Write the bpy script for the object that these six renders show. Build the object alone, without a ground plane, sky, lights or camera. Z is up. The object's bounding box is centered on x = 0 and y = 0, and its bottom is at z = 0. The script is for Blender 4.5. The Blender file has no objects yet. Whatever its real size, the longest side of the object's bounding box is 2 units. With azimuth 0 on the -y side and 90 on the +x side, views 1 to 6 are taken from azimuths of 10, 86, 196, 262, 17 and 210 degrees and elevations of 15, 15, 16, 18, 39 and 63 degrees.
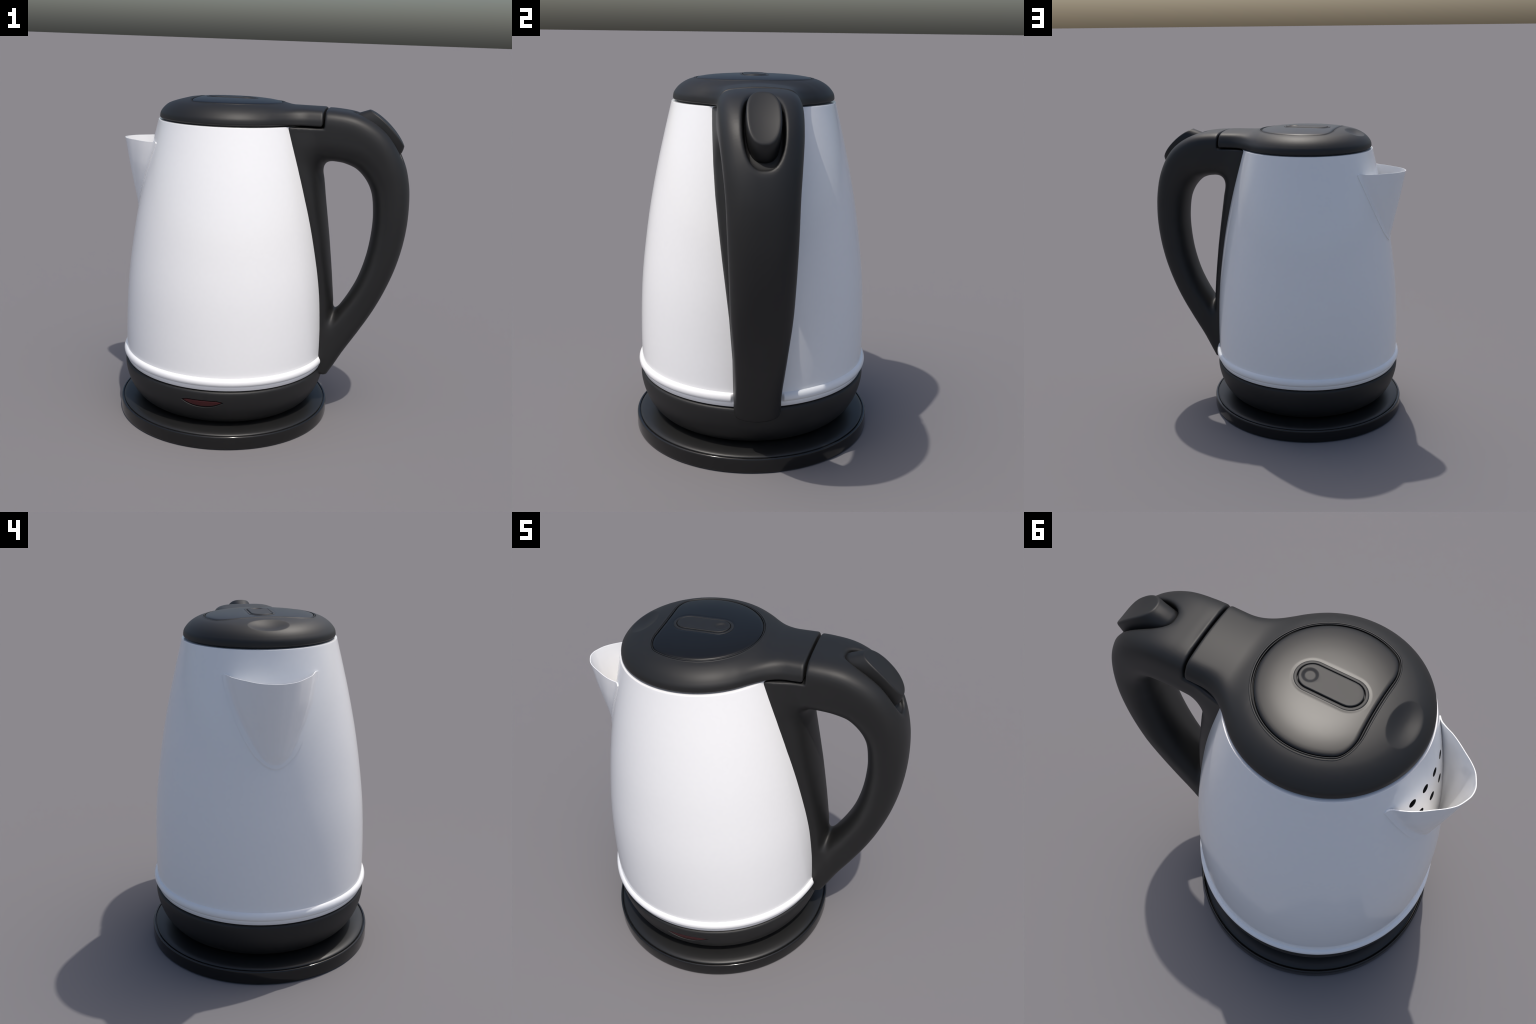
import bpy, bmesh, math
import numpy as np
from mathutils import Vector

# ------------------------------------------------------------------ helpers
AX = -0.216                      # the jug's axis stands at x = AX, y = 0


def smooth_curve(pts, n):
    """Catmull-Rom (centripetal-ish, by chord length) through control points."""
    p = np.array(pts, float)
    d = np.r_[0, np.cumsum(np.sqrt(np.linalg.norm(np.diff(p[:, :2], axis=0), axis=1)))]
    m = np.gradient(p, d, axis=0)
    t = np.linspace(0, d[-1], n)
    i = np.clip(np.searchsorted(d, t, side='right') - 1, 0, len(d) - 2)
    h = (d[i + 1] - d[i])[:, None]
    u = ((t - d[i]) / (d[i + 1] - d[i]))[:, None]
    return ((2*u**3 - 3*u**2 + 1)*p[i] + (u**3 - 2*u**2 + u)*h*m[i]
            + (-2*u**3 + 3*u**2)*p[i + 1] + (u**3 - u**2)*h*m[i + 1])


def sstep(a, b, x):
    t = np.clip((x - a)/(b - a), 0, 1)
    return t*t*(3 - 2*t)


def smax(a, b, k):
    h = np.clip(0.5 + 0.5*(a - b)/k, 0, 1)
    return b + (a - b)*h + k*h*(1 - h)


def smin(a, b, k):
    return -smax(-a, -b, k)


def new_object(name, verts, faces, mat, parent=None, smooth_angle=None):
    me = bpy.data.meshes.new(name)
    me.from_pydata([tuple(v) for v in verts], [], [tuple(int(i) for i in f) for f in faces])
    me.update()
    me.shade_smooth()
    if smooth_angle:
        me.set_sharp_from_angle(angle=math.radians(smooth_angle))
    ob = bpy.data.objects.new(name, me)
    bpy.context.scene.collection.objects.link(ob)
    me.materials.append(mat)
    ob.parent = parent
    return ob


def grid_faces(nr, nc, closed_c=True, flip=False, off=0):
    f = []
    for i in range(nr - 1):
        for j in range(nc if closed_c else nc - 1):
            a, b = off + i*nc + j, off + i*nc + (j + 1) % nc
            q = (a, b, b + nc, a + nc)
            f.append(q[::-1] if flip else q)
    return f


def revolve(profile, angles, bump=None):
    """Profile (r, z) top to bottom or bottom to top, turned about the axis."""
    prof = np.array(profile)
    nr, nc = len(prof), len(angles)
    A, Rr = np.meshgrid(angles, prof[:, 0])
    Z = np.repeat(prof[:, 1][:, None], nc, 1)
    if bump is not None:
        Rr, Z = bump(A, Rr, Z)
    v = np.stack([AX + Rr*np.cos(A), Rr*np.sin(A), Z], -1).reshape(-1, 3)
    return v, grid_faces(nr, nc)


def ring_loft(rings, cap_start=False, cap_end=False):
    nc = len(rings[0])
    v = np.concatenate(rings)
    f = grid_faces(len(rings), nc)
    if cap_start:
        f.append(tuple(range(nc))[::-1])
    if cap_end:
        o = (len(rings) - 1)*nc
        f.append(tuple(range(o, o + nc)))
    return v, f


def orient(ob):
    bm = bmesh.new()
    bm.from_mesh(ob.data)
    bmesh.ops.recalc_face_normals(bm, faces=bm.faces)
    bm.to_mesh(ob.data)
    bm.free()
    ob.data.update()


def surface_nets(f, lo, hi, res, newton=4):
    """Mesh the zero level of f(x, y, z) by naive surface nets, then pull each
    vertex onto the surface along the gradient."""
    ax = [np.arange(lo[i], hi[i] + res, res) for i in range(3)]
    X, Y, Z = np.meshgrid(*ax, indexing='ij')
    F = f(X, Y, Z)
    S = F < 0
    n = np.array(F.shape)
    c = [S[i:n[0]-1+i, j:n[1]-1+j, k:n[2]-1+k] for i in (0, 1) for j in (0, 1) for k in (0, 1)]
    cnt = sum(a.astype(np.int8) for a in c)
    act = (cnt > 0) & (cnt < 8)
    idx = -np.ones(act.shape, int)
    idx[act] = np.arange(act.sum())
    I = np.argwhere(act)
    acc = np.zeros((len(I), 3))
    num = np.zeros(len(I))
    cor = np.array([(i, j, k) for i in (0, 1) for j in (0, 1) for k in (0, 1)])
    for a in range(8):
        for b in range(a + 1, 8):
            if np.abs(cor[a] - cor[b]).sum() != 1:
                continue
            fa = F[tuple((I + cor[a]).T)]
            fb = F[tuple((I + cor[b]).T)]
            m = (fa < 0) != (fb < 0)
            t = np.where(m, fa/np.where(m, fa - fb, 1), 0)
            acc += np.where(m[:, None], cor[a] + t[:, None]*(cor[b] - cor[a]), 0)
            num += m
    V = np.array(lo) + res*(I + acc/num[:, None])
    faces = []
    for d in range(3):
        e, g = [(1, 2), (2, 0), (0, 1)][d]
        s0 = [slice(None)]*3
        s1 = [slice(None)]*3
        s0[d] = slice(0, -1)
        s1[d] = slice(1, None)
        A, B = S[tuple(s0)], S[tuple(s1)]
        P = np.argwhere(A != B)
        P = P[(P[:, e] > 0) & (P[:, g] > 0) & (P[:, e] < n[e]-1) & (P[:, g] < n[g]-1)]
        inside = A[tuple(P.T)]
        de, dg = np.eye(3, dtype=int)[e], np.eye(3, dtype=int)[g]
        q = np.stack([idx[tuple((P - de - dg).T)], idx[tuple((P - dg).T)],
                      idx[tuple(P.T)], idx[tuple((P - de).T)]], -1)
        q[~inside] = q[~inside][:, ::-1]
        faces.append(q)
    faces = np.concatenate(faces)
    h = 1e-4
    for _ in range(newton):
        x, y, z = V.T
        v0 = f(x, y, z)
        G = np.stack([f(x+h, y, z)-f(x-h, y, z), f(x, y+h, z)-f(x, y-h, z),
                      f(x, y, z+h)-f(x, y, z-h)], -1)/(2*h)
        step = (v0/np.maximum((G**2).sum(1), 0.05))[:, None]*G
        l = np.linalg.norm(step, axis=1, keepdims=True)
        V -= step*np.minimum(1, 0.5*res/np.maximum(l, 1e-9))
    return V, faces


# ---------------------------------------------------------------- materials
def plastic(name, color, rough, spec=0.5, coat=0.0, coat_rough=0.1, grain=0.0, grain_scale=300,
            var=0.0):
    m = bpy.data.materials.new(name)
    m.use_nodes = True
    nt = m.node_tree
    b = nt.nodes['Principled BSDF']
    b.inputs['Roughness'].default_value = rough
    b.inputs['Specular IOR Level'].default_value = spec
    b.inputs['Coat Weight'].default_value = coat
    b.inputs['Coat Roughness'].default_value = coat_rough
    tc = nt.nodes.new('ShaderNodeTexCoord')
    no = nt.nodes.new('ShaderNodeTexNoise')
    no.inputs['Scale'].default_value = grain_scale
    no.inputs['Detail'].default_value = 3
    nt.links.new(tc.outputs['Object'], no.inputs['Vector'])
    ra = nt.nodes.new('ShaderNodeValToRGB')
    ra.color_ramp.elements[0].position = 0.3
    ra.color_ramp.elements[1].position = 0.7
    ra.color_ramp.elements[0].color = [c*(1 - var) for c in color] + [1]
    ra.color_ramp.elements[1].color = [min(1, c*(1 + var)) for c in color] + [1]
    nt.links.new(no.outputs['Fac'], ra.inputs['Fac'])
    nt.links.new(ra.outputs['Color'], b.inputs['Base Color'])
    if grain:
        bu = nt.nodes.new('ShaderNodeBump')
        bu.inputs['Strength'].default_value = grain
        bu.inputs['Distance'].default_value = 0.001
        nt.links.new(no.outputs['Fac'], bu.inputs['Height'])
        nt.links.new(bu.outputs['Normal'], b.inputs['Normal'])
    return m


WHITE = plastic('white_enamel', (0.965, 0.965, 0.965), 0.14, var=0.005, grain_scale=40)
BLACK = plastic('matt_black_plastic', (0.0120, 0.0120, 0.0120), 0.525, var=0.04)
PANEL = plastic('satin_black_panel', (0.003, 0.003, 0.003), 0.39, spec=0.5, var=0.04)
GLOSS = plastic('glossy_black_plastic', (0.009, 0.009, 0.009), 0.13, var=0.04)
SATIN = plastic('satin_black_plastic', (0.014, 0.014, 0.014), 0.42, var=0.04)
RED = plastic('dark_red_lens', (0.052, 0.007, 0.008), 0.3, spec=0.35, var=0.05)
INSIDE = plastic('inside_shade_painted', (0.008, 0.008, 0.008), 0.6, var=0.1)  # unlit gloom of the jug's interior put into the base colour

# ------------------------------------------------------------ top-level things
kettle = bpy.data.objects.new('electric_kettle', None)
bpy.context.scene.collection.objects.link(kettle)
kettle.location = (AX, 0, 0.1003)
kettle['label'] = 'white enamel electric kettle with black lid and loop handle'
kettle['category'] = 'electric kettle'


def attach(ob, parent):
    ob.parent = parent
    ob.matrix_parent_inverse = parent.matrix_world.inverted()


bpy.context.view_layer.update()

# ---------------------------------------------------------------- power base
prof = [(0.0, 0.070), (0.6530, 0.070), (0.6535, 0.0755), (0.6560, 0.0755), (0.6575, 0.0800), (0.6600, 0.0825), (0.6640, 0.0822),
        (0.6682, 0.0800), (0.6705, 0.0755), (0.6712, 0.070), (0.6712, 0.040), (0.6712, 0.010),
        (0.6700, 0.004), (0.6665, 0.0008), (0.660, 0.0), (0.40, 0.0), (0.0, 0.0)]
v, f = revolve(prof, np.linspace(0, 2*np.pi, 320, endpoint=False))
plate = new_object('power_base', v, f, GLOSS, smooth_angle=50)
bm = bmesh.new(); bm.from_mesh(plate.data)
bmesh.ops.remove_doubles(bm, verts=bm.verts, dist=1e-5)
bmesh.ops.recalc_face_normals(bm, faces=bm.faces)
bm.to_mesh(plate.data); bm.free()
plate['label'] = 'round flat glossy black power base of a kettle'
plate['category'] = 'kettle base'

prof = [(0.0, 0.100), (0.30, 0.100), (0.48, 0.100), (0.54, 0.0995), (0.59, 0.0975), (0.62, 0.0945), (0.638, 0.0905), (0.648, 0.0860),
        (0.6515, 0.0830), (0.6528, 0.0800), (0.6528, 0.0720)]
v, f = revolve(prof, np.linspace(0, 2*np.pi, 320, endpoint=False))
deck = new_object('base_deck', v, f, SATIN)
bm = bmesh.new(); bm.from_mesh(deck.data)
bmesh.ops.remove_doubles(bm, verts=bm.verts, dist=1e-5)
bmesh.ops.recalc_face_normals(bm, faces=bm.faces)
bm.to_mesh(deck.data); bm.free()
if sum(p.normal.z for p in deck.data.polygons) < 0:
    deck.data.flip_normals()
attach(deck, plate)

# ---------------------------------------------------------------- jug body
BODY = [(0.6320, 0.434), (0.6327, 0.50), (0.6323, 0.58), (0.6300, 0.68), (0.6260, 0.78), (0.6195, 0.88),
        (0.6098, 0.98), (0.5975, 1.08), (0.5837, 1.18), (0.568, 1.28), (0.5498, 1.38), (0.5295, 1.48),
        (0.5075, 1.58), (0.4837, 1.68), (0.459, 1.78), (0.4465, 1.83)]
bc = smooth_curve(BODY, 120)


def body_r(z):
    return np.interp(z, bc[:, 1], bc[:, 0])


low = [(0.600, 0.354), (0.6265, 0.354), (0.6302, 0.3550), (0.6318, 0.358), (0.6355, 0.369), (0.6392, 0.379),
       (0.6385, 0.3820), (0.6405, 0.3845), (0.6455, 0.3885), (0.6492, 0.3955), (0.6509, 0.4045),
       (0.6500, 0.4140), (0.6467, 0.4225), (0.6412, 0.4285), (0.6360, 0.4312), (0.6330, 0.4328)]
high = [(0.4446, 1.838), (0.4427, 1.8460), (0.4413, 1.8515), (0.4404, 1.8548), (0.4398, 1.8556), (0.4300, 1.8560), (0.405, 1.8560)]
outer = low + [tuple(p) for p in bc[1:]] + high
inner = [(max(body_r(z) - 0.014, 0.3), z) for z in np.linspace(1.82, 0.50, 60)] + [(0.61, 0.40), (0.600, 0.366)]
prof = np.array(outer + inner)


def bead_end(A, R, Z):
    """The bead round the foot dies away just before it meets the handle."""
    a = (A + np.pi) % (2*np.pi) - np.pi
    near = 1 - sstep(0.124, 0.140, np.abs(R*np.sin(a)))
    near = near*(np.cos(a) > 0)
    bead = (Z > 0.383) & (Z < 0.433) & (R > 0.63)
    R = np.where(bead, R - near*np.maximum(R - 0.637, 0), R)
    return R, Z


tt = np.linspace(-np.pi, np.pi, 360, endpoint=False)
ang = np.unique(np.r_[tt, np.linspace(-0.28, -0.18, 40), np.linspace(0.18, 0.28, 40)])
v, f = revolve(prof, ang, bead_end)
nc = len(ang)
f += [((len(prof)-1)*nc + j, (len(prof)-1)*nc + (j+1) % nc, (j+1) % nc, j) for j in range(nc)]
body = new_object('body', v, f, WHITE)
orient(body)

# filter holes behind the spout: a row of four and a row of three round drillings
bm = bmesh.new()
for z, cnt in ((1.655, 4), (1.537, 3)):
    for k in range(cnt):
        a = math.pi + math.radians(10.4)*(k - (cnt - 1)/2) - 0.006
        r = float(body_r(z))
        c = Vector((AX + r*math.cos(a), r*math.sin(a), z))
        nrm = Vector((math.cos(a), math.sin(a), 0.22)).normalized()
        rot = nrm.to_track_quat('Z', 'Y').to_matrix().to_4x4()
        rot.translation = c
        bmesh.ops.create_cone(bm, cap_ends=True, segments=24, radius1=0.021, radius2=0.021, depth=0.08, matrix=rot)
me = bpy.data.meshes.new('drill')
bm.to_mesh(me); bm.free()
drill = bpy.data.objects.new('drill', me)
bpy.context.scene.collection.objects.link(drill)
md = body.modifiers.new('holes', 'BOOLEAN')
md.operation = 'DIFFERENCE'; md.object = drill; md.solver = 'EXACT'
dg = bpy.context.evaluated_depsgraph_get()
cut = bpy.data.meshes.new_from_object(body.evaluated_get(dg))
body.modifiers.clear()
body.data = cut
cut.name = 'body'
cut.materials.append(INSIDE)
for poly in cut.polygons:                        # inner wall and drillings coloured near-black to deepen the holes' shadow
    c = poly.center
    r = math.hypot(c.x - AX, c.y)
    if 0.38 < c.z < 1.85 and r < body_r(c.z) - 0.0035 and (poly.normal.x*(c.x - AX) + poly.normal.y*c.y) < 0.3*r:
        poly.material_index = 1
bpy.data.objects.remove(drill)
cut.shade_smooth()
cut.set_sharp_from_angle(angle=math.radians(50))
# clean normals on the drilled zone, straight from the profile's slope
slope = np.gradient(bc[:, 0], bc[:, 1])
norms = []
vs = np.array([vv.co[:] for vv in cut.vertices])
rr = np.hypot(vs[:, 0] - AX, vs[:, 1])
on = np.abs(rr - body_r(vs[:, 2])) < 1.5e-3
on &= (vs[:, 2] > 1.2) & (vs[:, 2] < 1.80) & (vs[:, 0] < AX - 0.2)
base_n = [tuple(n.vector) for n in cut.corner_normals]
for poly in cut.polygons:
    allon = all(on[i] for i in poly.vertices) and (poly.normal.x*(poly.center.x-AX) + poly.normal.y*poly.center.y) > 0
    for li in poly.loop_indices:
        if allon:
            p = vs[cut.loops[li].vertex_index]
            s = float(np.interp(p[2], bc[:, 1], slope))
            n = Vector((p[0]-AX, p[1], 0)).normalized()
            n.z = -s
            norms.append(tuple(n.normalized()))
        else:
            norms.append(base_n[li])
cut.normals_split_custom_set(norms)
attach(body, kettle)

# ---------------------------------------------------------------- spout
PHI = np.array([(1.249, 0), (1.2496, 1.0), (1.2515, 2.0), (1.2548, 3.1), (1.262, 4.6), (1.270, 5.8), (1.293, 8.4), (1.313, 10.9), (1.382, 15.9), (1.479, 21.4),
                (1.587, 26.8), (1.671, 30.8), (1.728, 33.2)])
DEP = np.array([(1.249, 0.0), (1.270, 0.0), (1.29, 0.008), (1.32, 0.0215), (1.39, 0.0490), (1.553, 0.119), (1.728, 0.194)])
GS = np.array([(0, 1), (0.0976, 0.99), (0.184, 0.958), (0.369, 0.87), (0.51, 0.737), (0.629, 0.585), (0.759, 0.425), (0.824, 0.335),
               (0.872, 0.258), (0.911, 0.175), (0.949, 0.10), (0.981, 0.04), (1.014, 0.01), (1.06, 0.0), (99.0, 0.0)])
ns = 97
s_par = np.linspace(-1, 1, ns)
s_par = np.sign(s_par)*(1 - (1 - np.abs(s_par))**1.15)
gc = np.vstack([smooth_curve(GS[:-1], 200), GS[-1:]])
zr = 1.249 + (1.728 - 1.249)*np.linspace(0, 1, 84)**2


def spout_surface(off):
    rows = []
    for z in zr:
        ph = math.radians(np.interp(z, PHI[:, 0], PHI[:, 1]))
        R = float(body_r(z))
        yb = R*math.sin(ph)
        D = np.interp(z, DEP[:, 0], DEP[:, 1])
        # a flat welding flange of even width runs all round the scoop
        y = yb*s_par
        narrow = 1 + 0.10*float(sstep(1.60, 1.36, z))
        g = np.interp(narrow*np.abs(y)/max(yb - 0.022, 0.35*yb, 1e-6), gc[:, 0], gc[:, 1])
        xb = -np.sqrt(np.maximum(R*R - y*y, 0))
        x = AX + xb - D*g
        lift = 0.0056 + off*(1 - 0.38*np.clip(4*g, 0, 1))   # sheet a little thinner at the free rim
        a = np.arctan2(y, xb)
        ends = np.abs(s_par)*0.2575              # rounded ears where the rim meets the jug
        ear = 0.006*sstep(0.84, 0.94, np.abs(s_par)) - 0.008*(1 - np.sqrt(np.clip(1 - (np.clip(ends - 0.2495, 0, 1)/0.008)**2, 0, 1)))
        corner = (ear - 0.005)*sstep(1.66, 1.728, z)
        rows.append(np.stack([x + lift*np.cos(a), y + lift*np.sin(a), np.full(ns, z) + corner], -1))
    return rows


out_rows, in_rows = spout_surface(0.0), spout_surface(-0.0070)
no = len(out_rows)
v = np.concatenate(out_rows + in_rows)
f = grid_faces(no, ns, False) + grid_faces(no, ns, False, True, no*ns)
o = no*ns
for j in range(ns - 1):
    t = (no - 1)*ns
    f.append((t + j, t + j + 1, o + t + j + 1, o + t + j))
    f.append((j, o + j, o + j + 1, j + 1))
for i in range(no - 1):
    f.append((i*ns, (i + 1)*ns, o + (i + 1)*ns, o + i*ns))
    f.append((i*ns + ns - 1, o + i*ns + ns - 1, o + (i + 1)*ns + ns - 1, (i + 1)*ns + ns - 1))
spout = new_object('spout', v, f, WHITE)
bm = bmesh.new(); bm.from_mesh(spout.data)
bmesh.ops.remove_doubles(bm, verts=bm.verts, dist=2e-4)
bmesh.ops.recalc_face_normals(bm, faces=bm.faces)
bm.to_mesh(spout.data); bm.free()
spout.data.shade_smooth()
spout.data.set_sharp_from_angle(angle=math.radians(42))
attach(spout, body)

# ---------------------------------------------------------------- bottom shell
LOW = [(0.6405, 0.332), (0.6400, 0.318), (0.6372, 0.295), (0.630, 0.262), (0.618, 0.225), (0.599, 0.185), (0.572, 0.147),
       (0.548, 0.124), (0.520, 0.1085), (0.500, 0.1035), (0.470, 0.1012)]
lc = smooth_curve(LOW, 120)
dense = np.linspace(0.235, 0.305, 60)
zz = np.unique(np.r_[lc[:, 1], dense])[::-1]
wall = [(np.interp(z, lc[::-1, 1], lc[::-1, 0]), z) for z in zz]
prof = [(0.0, 0.3490), (0.600, 0.3490), (0.626, 0.3490), (0.6320, 0.3478), (0.6368, 0.3445), (0.6395, 0.339)] + wall + \
       [(0.42, 0.1006), (0.0, 0.1006)]


def lens_d(a, z, grow=0.0):
    """Signed distance (about) to the crescent-shaped lamp window."""
    s = a*0.63                                   # arc length from the middle
    top = z - (0.2885 - 1.0*np.maximum(np.abs(s) - 0.088, 0)*0.25)
    bot = (0.2480 + 0.0375*(np.abs(s)/0.127)**2.3) - z
    return np.maximum(top, bot*0.9) - grow


def lamp_recess(A, R, Z):
    a = A + np.pi/2
    a = (a + np.pi) % (2*np.pi) - np.pi
    d = lens_d(a, Z)
    inside = (R > 0.6) & (Z > 0.235) & (Z < 0.31) & (np.abs(a) < 0.25)
    return np.where(inside, R - 0.010*sstep(0.0052, 0.0012, d), R), Z


ang = np.unique(np.round(np.r_[np.linspace(-np.pi, np.pi, 300, endpoint=False),
                               np.linspace(-np.pi/2 - 0.24, -np.pi/2 + 0.24, 220)], 6))
v, f = revolve(prof, ang, lamp_recess)
shell = new_object('bottom_shell', v, f, BLACK)
bm = bmesh.new(); bm.from_mesh(shell.data)
bmesh.ops.remove_doubles(bm, verts=bm.verts, dist=1e-5)
bmesh.ops.recalc_face_normals(bm, faces=bm.faces)
bm.to_mesh(shell.data); bm.free()
shell.data.shade_smooth()
shell.data.set_sharp_from_angle(angle=math.radians(60))
attach(shell, kettle)

# lamp lens: crescent pad with rolled edges
na, nt_ = 90, 14
rows = []
for i, sa in enumerate(np.linspace(-1, 1, na)):
    s = 0.1245*sa
    zt = 0.2885 - max(abs(s) - 0.088, 0)*0.25
    zb = min(0.2480 + 0.0375*(abs(s)/0.127)**2.3, zt - 1e-4)
    t = np.linspace(0, 1, nt_)
    z = zb + (zt - zb)*t
    a = -np.pi/2 + s/0.63
    edge = np.minimum(np.minimum(t, 1 - t)*(zt - zb), (1 - abs(sa))*0.10)
    roll = 0.009*np.sqrt(np.clip(edge/0.005, 0, 1)*(2 - np.clip(edge/0.005, 0, 1)))
    R = np.interp(z, lc[::-1, 1], lc[::-1, 0]) - 0.0105 + roll
    rows.append(np.stack([AX + R*np.cos(a), R*np.sin(a), z], -1))
lens = new_object('indicator_lamp', np.concatenate(rows), grid_faces(na, nt_, False), RED)
so = lens.modifiers.new('thick', 'SOLIDIFY'); so.thickness = 0.006; so.offset = -1
orient(lens)
if sum(p.normal.y for p in lens.data.polygons) > 0:
    lens.data.flip_normals()
attach(lens, shell)

# ---------------------------------------------------------------- lid
LID = [(0.0, 1.884), (0.003, 1.894), (0.008, 1.9045), (0.0145, 1.914), (0.023, 1.9245), (0.034, 1.9355), (0.048, 1.9465),
       (0.065, 1.957), (0.085, 1.9665), (0.108, 1.9740), (0.140, 1.9815), (0.185, 1.9885), (0.240, 1.9935), (0.310, 1.9965),
       (0.433, 1.9980)]
lid_c = smooth_curve(LID, 300)
lid_slope = np.gradient(lid_c[:, 1], lid_c[:, 0])
R_LID = 0.433
PAN_R, PAN_X, PAN_F = 0.3185, -0.211, 0.072     # panel: disc radius, chord, corner radius


def panel_d(x, y):
    xr = x - AX
    a = np.hypot(xr, y) - PAN_R
    b = PAN_X - 0.008*(y/0.18)**2 - xr + 0.002
    ap, bp = a + PAN_F, b + PAN_F
    return np.minimum(np.maximum(ap, bp), 0) + np.hypot(np.maximum(ap, 0), np.maximum(bp, 0)) - PAN_F


def lid_plan(x, y):
    disc = np.hypot(x - AX, y) - R_LID
    tong = np.abs(y + 0.002) - 0.198
    tong = np.maximum(tong, 0.0 - (x + 0.05))
    return smin(disc, tong, 0.11)


def lid_top(x, y):
    d = -lid_plan(x, y)
    d = d*(1 + 0.6*sstep(0.02, 0.20, x))         # the tongue has squarer shoulders
    z = np.interp(np.maximum(d, 0), lid_c[:, 0], lid_c[:, 1]) + np.minimum(d, 0)*3.0
    flat = 1.9690 - 0.014*(x - 0.1) - 0.55*y*y + 0.25*np.maximum(0.17 - x, 0)**2/0.1
    z = smin(z, flat, 0.018)
    q = ((x + 0.540)/0.064)**2 + (y/0.113)**2
    z = z - 0.020*np.clip(1 - q, 0, 1)**1.25
    return z, d


def lid_f(x, y, z):
    zt, d = lid_top(x, y)
    sl = np.interp(np.maximum(d, 0), lid_c[:, 0], lid_slope)
    f = (z - zt)/np.sqrt(1 + np.minimum(sl, 3.5)**2)
    f = smax(f, -d, 0.006)
    f = smax(f, 1.8645 - z, 0.012)
    f = smax(f, x - 0.3575, 0.014)
    # pocket for the top panel
    pk = np.maximum(panel_d(x, y) + 0.0012, (zt - 0.013) - z)
    f = smax(f, -pk, 0.004)
    # neck that drops into the jug
    neck = np.maximum(np.hypot(x - AX, y) - 0.413, np.abs(z - 1.850) - 0.025)
    return np.minimum(f, neck)


V, F = surface_nets(lid_f, (-0.665, -0.45, 1.815), (0.37, 0.45, 2.006), 0.0031)
lid = new_object('lid', V, F, BLACK, smooth_angle=48)
attach(lid, kettle)


def panel_outline(off, n=240):
    """Outline of the bowed-chord disc, inset by off, at even steps along it."""
    a = np.linspace(0, 2*np.pi, 2400, endpoint=False)
    lo, hi = np.zeros(2400), np.full(2400, 0.5)
    for _ in range(40):
        m = (lo + hi)/2
        ins = panel_d(AX + m*np.cos(a), m*np.sin(a)) < -off
        lo, hi = np.where(ins, m, lo), np.where(ins, hi, m)
    p = np.stack([AX + lo*np.cos(a), lo*np.sin(a)], -1)
    p = np.vstack([p, p[:1]])
    d = np.r_[0, np.cumsum(np.linalg.norm(np.diff(p, axis=0), axis=1))]
    t = np.linspace(0, d[-1], n, endpoint=False)
    return np.stack([np.interp(t, d, p[:, 0]), np.interp(t, d, p[:, 1])], -1)


def dome(x, y):
    return np.interp(R_LID - np.hypot(x - AX, y), lid_c[:, 0], lid_c[:, 1])


BTN_A, BTN_B, BTN_W = -0.297, -0.133, 0.0765     # pill: ends of its spine, half width


def pill_d(x, y):
    xc = np.clip(x, BTN_A, BTN_B)
    return np.hypot(x - xc, y) - BTN_W



# fine trim ring in the gap round the panel
mid = panel_outline(0.0068, 300)
rings = []
for k in np.linspace(0, 2*np.pi, 8, endpoint=False):
    o = panel_outline(0.0068 + 0.0026*math.cos(k), 300)
    rings.append(np.c_[o, dome(o[:, 0], o[:, 1]) - 0.0025 + 0.0032*math.sin(k)])
v = np.concatenate(rings)
n = 300
f = [(i*n + j, i*n + (j+1) % n, ((i+1) % 8)*n + (j+1) % n, ((i+1) % 8)*n + j) for i in range(8) for j in range(n)]
trim = new_object('panel_trim', v, f, BLACK)
orient(trim)
attach(trim, lid)


DX, DR = -0.1215, 0.037                         # finger dent: centre, radius


def pill_ring(w, n=160):
    """Pill outline sampled at even angles about the finger dent's centre."""
    a = np.linspace(0, 2*np.pi, n, endpoint=False)
    lo, hi = np.zeros(n), np.full(n, 0.5)
    for _ in range(40):
        m = (lo + hi)/2
        x, y = DX + m*np.cos(a), m*np.sin(a)
        ins = np.hypot(x - np.clip(x, BTN_A, BTN_B), y) < w
        lo, hi = np.where(ins, m, lo), np.where(ins, hi, m)
    return np.stack([DX + lo*np.cos(a), lo*np.sin(a)], -1)


def ring_at(p, z):
    return np.c_[p, np.full(len(p), z) if np.isscalar(z) else z]


CX = (BTN_A + BTN_B)/2


def by_angle(p, n=360):
    """Resample a closed outline at even angles about the button's middle."""
    a = np.arctan2(p[:, 1], p[:, 0] - CX)
    r = np.hypot(p[:, 1], p[:, 0] - CX)
    o = np.argsort(a)
    t = np.linspace(-np.pi, np.pi, n, endpoint=False)
    q = np.interp(t, a[o], r[o], period=2*np.pi)
    return np.stack([CX + q*np.cos(t), q*np.sin(t)], -1)


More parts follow.
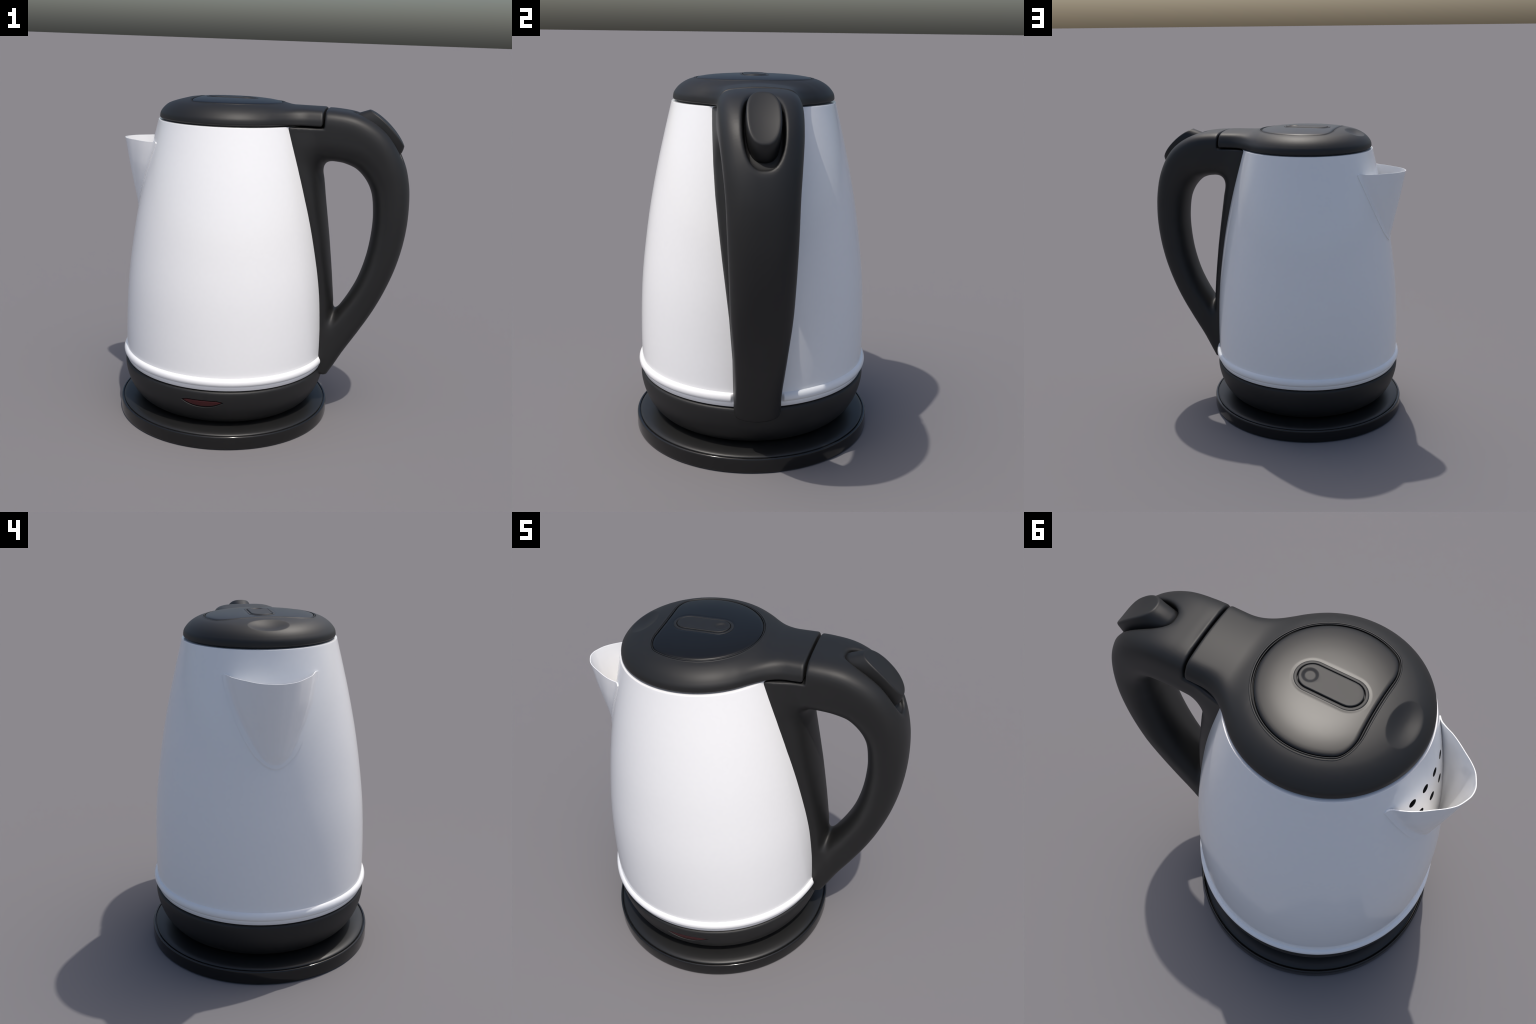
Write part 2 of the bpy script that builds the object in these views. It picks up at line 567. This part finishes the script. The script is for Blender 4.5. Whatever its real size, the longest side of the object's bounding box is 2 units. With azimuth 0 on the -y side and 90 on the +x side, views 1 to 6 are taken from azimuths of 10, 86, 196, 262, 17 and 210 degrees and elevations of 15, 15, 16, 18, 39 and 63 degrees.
# top panel: rolled outer edge, domed face, slight dip round the button
rings = []
for off, dz in ((0.013, -0.016), (0.0125, -0.006), (0.0135, -0.0030), (0.016, -0.0012), (0.020, -0.0002), (0.026, 0.0004)):
    p = by_angle(panel_outline(off, 900))
    rings.append(np.c_[p, dome(p[:, 0], p[:, 1]) + dz - 0.0006])
p0, p1 = by_angle(panel_outline(0.026, 900)), by_angle(pill_ring(BTN_W - 0.002, 900))
for k in np.linspace(0, 1, 40)[1:]:
    p = p0 + (p1 - p0)*k**0.8
    z = dome(p[:, 0], p[:, 1]) - 0.0002 - 0.0010*(1 - sstep(-0.002, 0.014, pill_d(p[:, 0], p[:, 1])))
    rings.append(np.c_[p, z])
v, f = ring_loft(rings)
panel = new_object('lid_panel', v, f, PANEL)
orient(panel)
attach(panel, lid)

# seat: the rounded lip of the lid round the panel
rings = []
for off, dz in ((-0.0085, -0.0020), (-0.0060, 0.0002), (-0.0035, 0.0010), (-0.0012, 0.0010), (0.0008, 0.0002),
                (0.0019, -0.0014), (0.0023, -0.006), (0.0023, -0.014)):
    p = panel_outline(off, 480)
    rings.append(np.c_[p, lid_top(p[:, 0], p[:, 1])[0] + dz])
v, f = ring_loft(rings)
seat_ring = new_object('panel_seat', v, f, BLACK)
orient(seat_ring)
attach(seat_ring, lid)

# raised frame round the button
spec = [(BTN_W, 1.980), (BTN_W, 1.9945), (BTN_W - 0.001, 1.9962), (BTN_W - 0.003, 1.9970), (BTN_W - 0.0125, 1.9972),
        (BTN_W - 0.0142, 1.9964), (BTN_W - 0.015, 1.995), (BTN_W - 0.015, 1.980)]
v, f = ring_loft([ring_at(pill_ring(w), z) for w, z in spec])
frame = new_object('button_frame', v, f, BLACK)
orient(frame)
attach(frame, lid)

# push button with a round finger dent at the handle end
W2 = BTN_W - 0.0185
pr = pill_ring(W2)
ang = np.arctan2(pr[:, 1], pr[:, 0] - DX)
circ = np.stack([DX + DR*np.cos(ang), DR*np.sin(ang)], -1)
rings = [ring_at(pr, 1.980), ring_at(pr, 1.9965), ring_at(pill_ring(W2 - 0.0008), 1.9985),
         ring_at(pill_ring(W2 - 0.0028), 1.9997), ring_at(pill_ring(W2 - 0.005), 2.0)]
edge = pill_ring(W2 - 0.005)
for k in np.linspace(0, 1, 10)[1:]:
    rings.append(ring_at(edge + (circ - edge)*k, 2.0))
for k in np.linspace(1, 0.06, 14)[1:]:
    dz = -0.0062*(1 - float(sstep(0.5, 1.02, k)))
    rings.append(ring_at(np.array([DX, 0]) + (circ - np.array([DX, 0]))*k, 2.0 + dz))
v, f = ring_loft(rings, cap_end=True)
button = new_object('button', v, f, BLACK)
orient(button)
attach(button, lid)

# ---------------------------------------------------------------- handle
# centre line in the x-z plane: x, z, half thickness, half width, roundness power
# x, z, inner half thickness, half width, inner power, outer half thickness, outer power
SPINE = [(0.16, 1.803, 0.148, 0.200, 2.8, 0.156, 4.5), (0.30, 1.802, 0.148, 0.200, 2.8, 0.156, 4.5),
         (0.42, 1.799, 0.147, 0.199, 2.7, 0.157, 4.5), (0.525, 1.782, 0.145, 0.196, 2.6, 0.156, 4.3),
         (0.630, 1.729, 0.139, 0.188, 2.3, 0.148, 3.5), (0.712, 1.633, 0.126, 0.176, 2.2, 0.129, 2.9),
         (0.762, 1.510, 0.113, 0.165, 2.1, 0.1145, 2.5), (0.778, 1.350, 0.1045, 0.159, 2.05, 0.1070, 2.5),
         (0.770, 1.205, 0.1005, 0.154, 2.05, 0.1025, 2.5), (0.742, 1.050, 0.0965, 0.149, 2.05, 0.096, 2.6),
         (0.694, 0.900, 0.0930, 0.145, 2.1, 0.0900, 2.7), (0.636, 0.778, 0.0925, 0.140, 2.2, 0.0905, 2.8),
         (0.560, 0.652, 0.094, 0.134, 2.4, 0.0940, 2.9), (0.474, 0.525, 0.097, 0.128, 2.5, 0.1010, 3.0),
         (0.396, 0.418, 0.097, 0.124, 2.6, 0.1130, 3.6), (0.322, 0.318, 0.094, 0.121, 2.6, 0.1060, 3.6),
         (0.25, 0.22, 0.09, 0.118, 2.6, 0.1020, 3.6)]
sp = smooth_curve(SPINE, 420)
tan = np.gradient(sp[:, :2], axis=0)
tan /= np.linalg.norm(tan, axis=1, keepdims=True)

STRIP_W = np.array([(0.28, 0.095), (0.407, 0.112), (0.634, 0.131), (0.83, 0.146), (0.96, 0.161), (1.12, 0.180), (1.278, 0.197),
                    (1.433, 0.212), (1.588, 0.221), (1.76, 0.224), (1.87, 0.224)])
STRIP_X = np.array([(0.28, 0.425), (0.407, 0.452), (0.62, 0.465), (0.77, 0.466), (0.959, 0.445), (1.166, 0.419), (1.389, 0.386),
                    (1.529, 0.367), (1.65, 0.342), (1.86, 0.300)])
T = np.array([0.722, -0.692])                    # along the switch
N = np.array([0.692, 0.722])                     # out of the switch's face
T0, T1 = -0.960, -0.541                  # pocket ends along T


def spine_field(x, z):
    sh = x.shape
    P = np.stack([x.ravel(), z.ravel()], -1)
    best = np.empty(len(P), int)
    for c in range(0, len(P), 20000):
        q = P[c:c + 20000]
        d = (q[:, None, 0] - sp[None, :, 0])**2 + (q[:, None, 1] - sp[None, :, 1])**2
        best[c:c + 20000] = d.argmin(1)
    # refine between samples by the tangent parameter
    s = ((P - sp[best, :2])*tan[best]).sum(1)
    rho = (P[:, 1] - sp[best, 1])*tan[best, 0] - (P[:, 0] - sp[best, 0])*tan[best, 1]
    step = np.linalg.norm(sp[1, :2] - sp[0, :2])
    seg = np.maximum(np.linalg.norm(np.gradient(sp[:, :2], axis=0), axis=1), 1e-6)
    fi = np.clip(best + s/seg[best], 0, len(sp) - 1)
    ii = np.arange(len(sp))
    hi, w, pi, ho, po = (np.interp(fi, ii, sp[:, k]) for k in (2, 3, 4, 5, 6))
    k = sstep(-0.01, 0.01, rho)                  # inner half to outer half
    h, p = hi + (ho - hi)*k, pi + (po - pi)*k
    return [a.reshape(sh) for a in (np.abs(rho), h, w, p)]


def handle_f(x, y, z):
    if x.ndim == 3:                              # grid call: x-z part once per plane
        rho, h, w, p = (a[:, None, :] for a in spine_field(x[:, 0, :], z[:, 0, :]))
    else:
        rho, h, w, p = spine_field(x, z)
    ay = np.abs(y)
    e = ((np.abs(y + 0.0025*sstep(1.1, 1.7, z))/w)**p + (rho/h)**p + 1e-9)**(1/p)
    tube = (e - 1)*np.minimum(h, w)*0.9
    # backing strip that hugs the jug
    sw = np.interp(z, STRIP_W[:, 0], STRIP_W[:, 1])
    sx = np.interp(z, STRIP_X[:, 0], STRIP_X[:, 1])
    rel = np.minimum(ay/sw, 1.25)                # crowned face, thin at the edge
    xe = AX + np.sqrt(np.maximum(body_r(z)**2 - sw*sw, 0)) + 0.012
    strip = (x - (sx - (sx - xe)*(0.62*rel**2 + 0.38*rel**8)))*0.9
    strip = np.maximum(strip, (AX + np.sqrt(np.maximum(body_r(z)**2 - y*y, 0)) - 0.03) - x)
    strip = np.maximum(strip, 0.27 - z)
    f = smin(tube, strip, 0.045 + 0.045*sstep(1.25, 1.6, z) + 0.025*sstep(0.75, 0.55, z))
    f = smax(f, ay - np.maximum(sw, w + 0.0*z), 0.022)
    f = smax(f, 0.285 + 2.2*y*y - z, 0.014)       # rounded tongue at the foot
    # keep clear of the inside of the jug
    f = np.maximum(f, (body_r(z) - 0.035) - np.hypot(x - AX, y))
    # seat for the lid's tongue
    seat = smax(x - 0.3680, 1.8540 - z, 0.012)
    f = smax(f, -seat, 0.012)
    f = np.maximum(f, -np.maximum(np.hypot(x - AX, y) - 0.440, 1.848 - z))
    # pocket for the switch
    t = x*T[0] + z*T[1]
    n = x*N[0] + z*N[1]
    tm, th = (T0 + T1)/2, (T1 - T0)/2            # oval pocket
    oval = ((np.abs(t - tm)/th)**2.5 + (np.abs(y)/0.091)**2.5 + 1e-9)**(1/2.5)
    pocket = smax((oval - 1)*0.091, 1.750 - n, 0.015)
    f = smax(f, -pocket, 0.018)
    return f


V, F = surface_nets(handle_f, (0.14, -0.245, 0.24), (0.91, 0.245, 1.98), 0.0065)
handle = new_object('handle', V, F, BLACK, smooth_angle=55)
attach(handle, kettle)

# switch: pill-topped rocker with sloping ends, standing in the pocket
def switch_ring(n_lvl, ta, tb, w, m=96):
    a = np.linspace(0, 2*np.pi, m, endpoint=False) + np.pi/m
    c, q = np.cos(a), np.sin(a)
    e = 2/2.5
    t = (ta + tb)/2 + (tb - ta)/2*np.sign(c)*np.abs(c)**e
    y = w*np.sign(q)*np.abs(q)**e
    return np.stack([t*T[0] + n_lvl*N[0], y, t*T[1] + n_lvl*N[1]], -1)


FA, FB, FN, FW = -0.9165, -0.6135, 1.8480, 0.0765
lv = []
for n_lvl, da, db, dw in ((1.735, -0.046, 0.026, 0.001), (1.775, -0.032, 0.020, 0.001), (1.81, -0.0135, 0.013, 0.0008),
                          (1.836, -0.003, 0.004, 0.0005), (FN - 0.007, 0.0, 0.0, 0.0), (FN - 0.0035, 0.0015, -0.0015, -0.0015),
                          (FN - 0.001, 0.005, -0.005, -0.005), (FN, 0.010, -0.010, -0.010)):
    lv.append(switch_ring(n_lvl, FA + da, FB + db, FW + dw))
top = lv[-1]
cen = np.array([((FA + FB)/2)*T[0] + FN*N[0], 0, ((FA + FB)/2)*T[1] + FN*N[1]])
for k in np.linspace(1, 0.05, 12)[1:]:
    lv.append(cen + (top - cen)*k)
lv = [np.array(r) for r in lv]
for r in lv[3:]:                                 # face arched lengthwise, hollowed across
    t = r[:, 0]*T[0] + r[:, 2]*T[1]
    u = np.clip((t - (FA + FB)/2)/((FB - FA)/2), -1, 1)
    rise = 0.017*(1 - u*u) - 0.006*(1 - (r[:, 1]/FW)**2)
    r[:, 0] += rise*N[0]
    r[:, 2] += rise*N[1]
v, f = ring_loft(lv, cap_start=True, cap_end=True)
switch = new_object('switch', v, f, BLACK)
orient(switch)
attach(switch, handle)
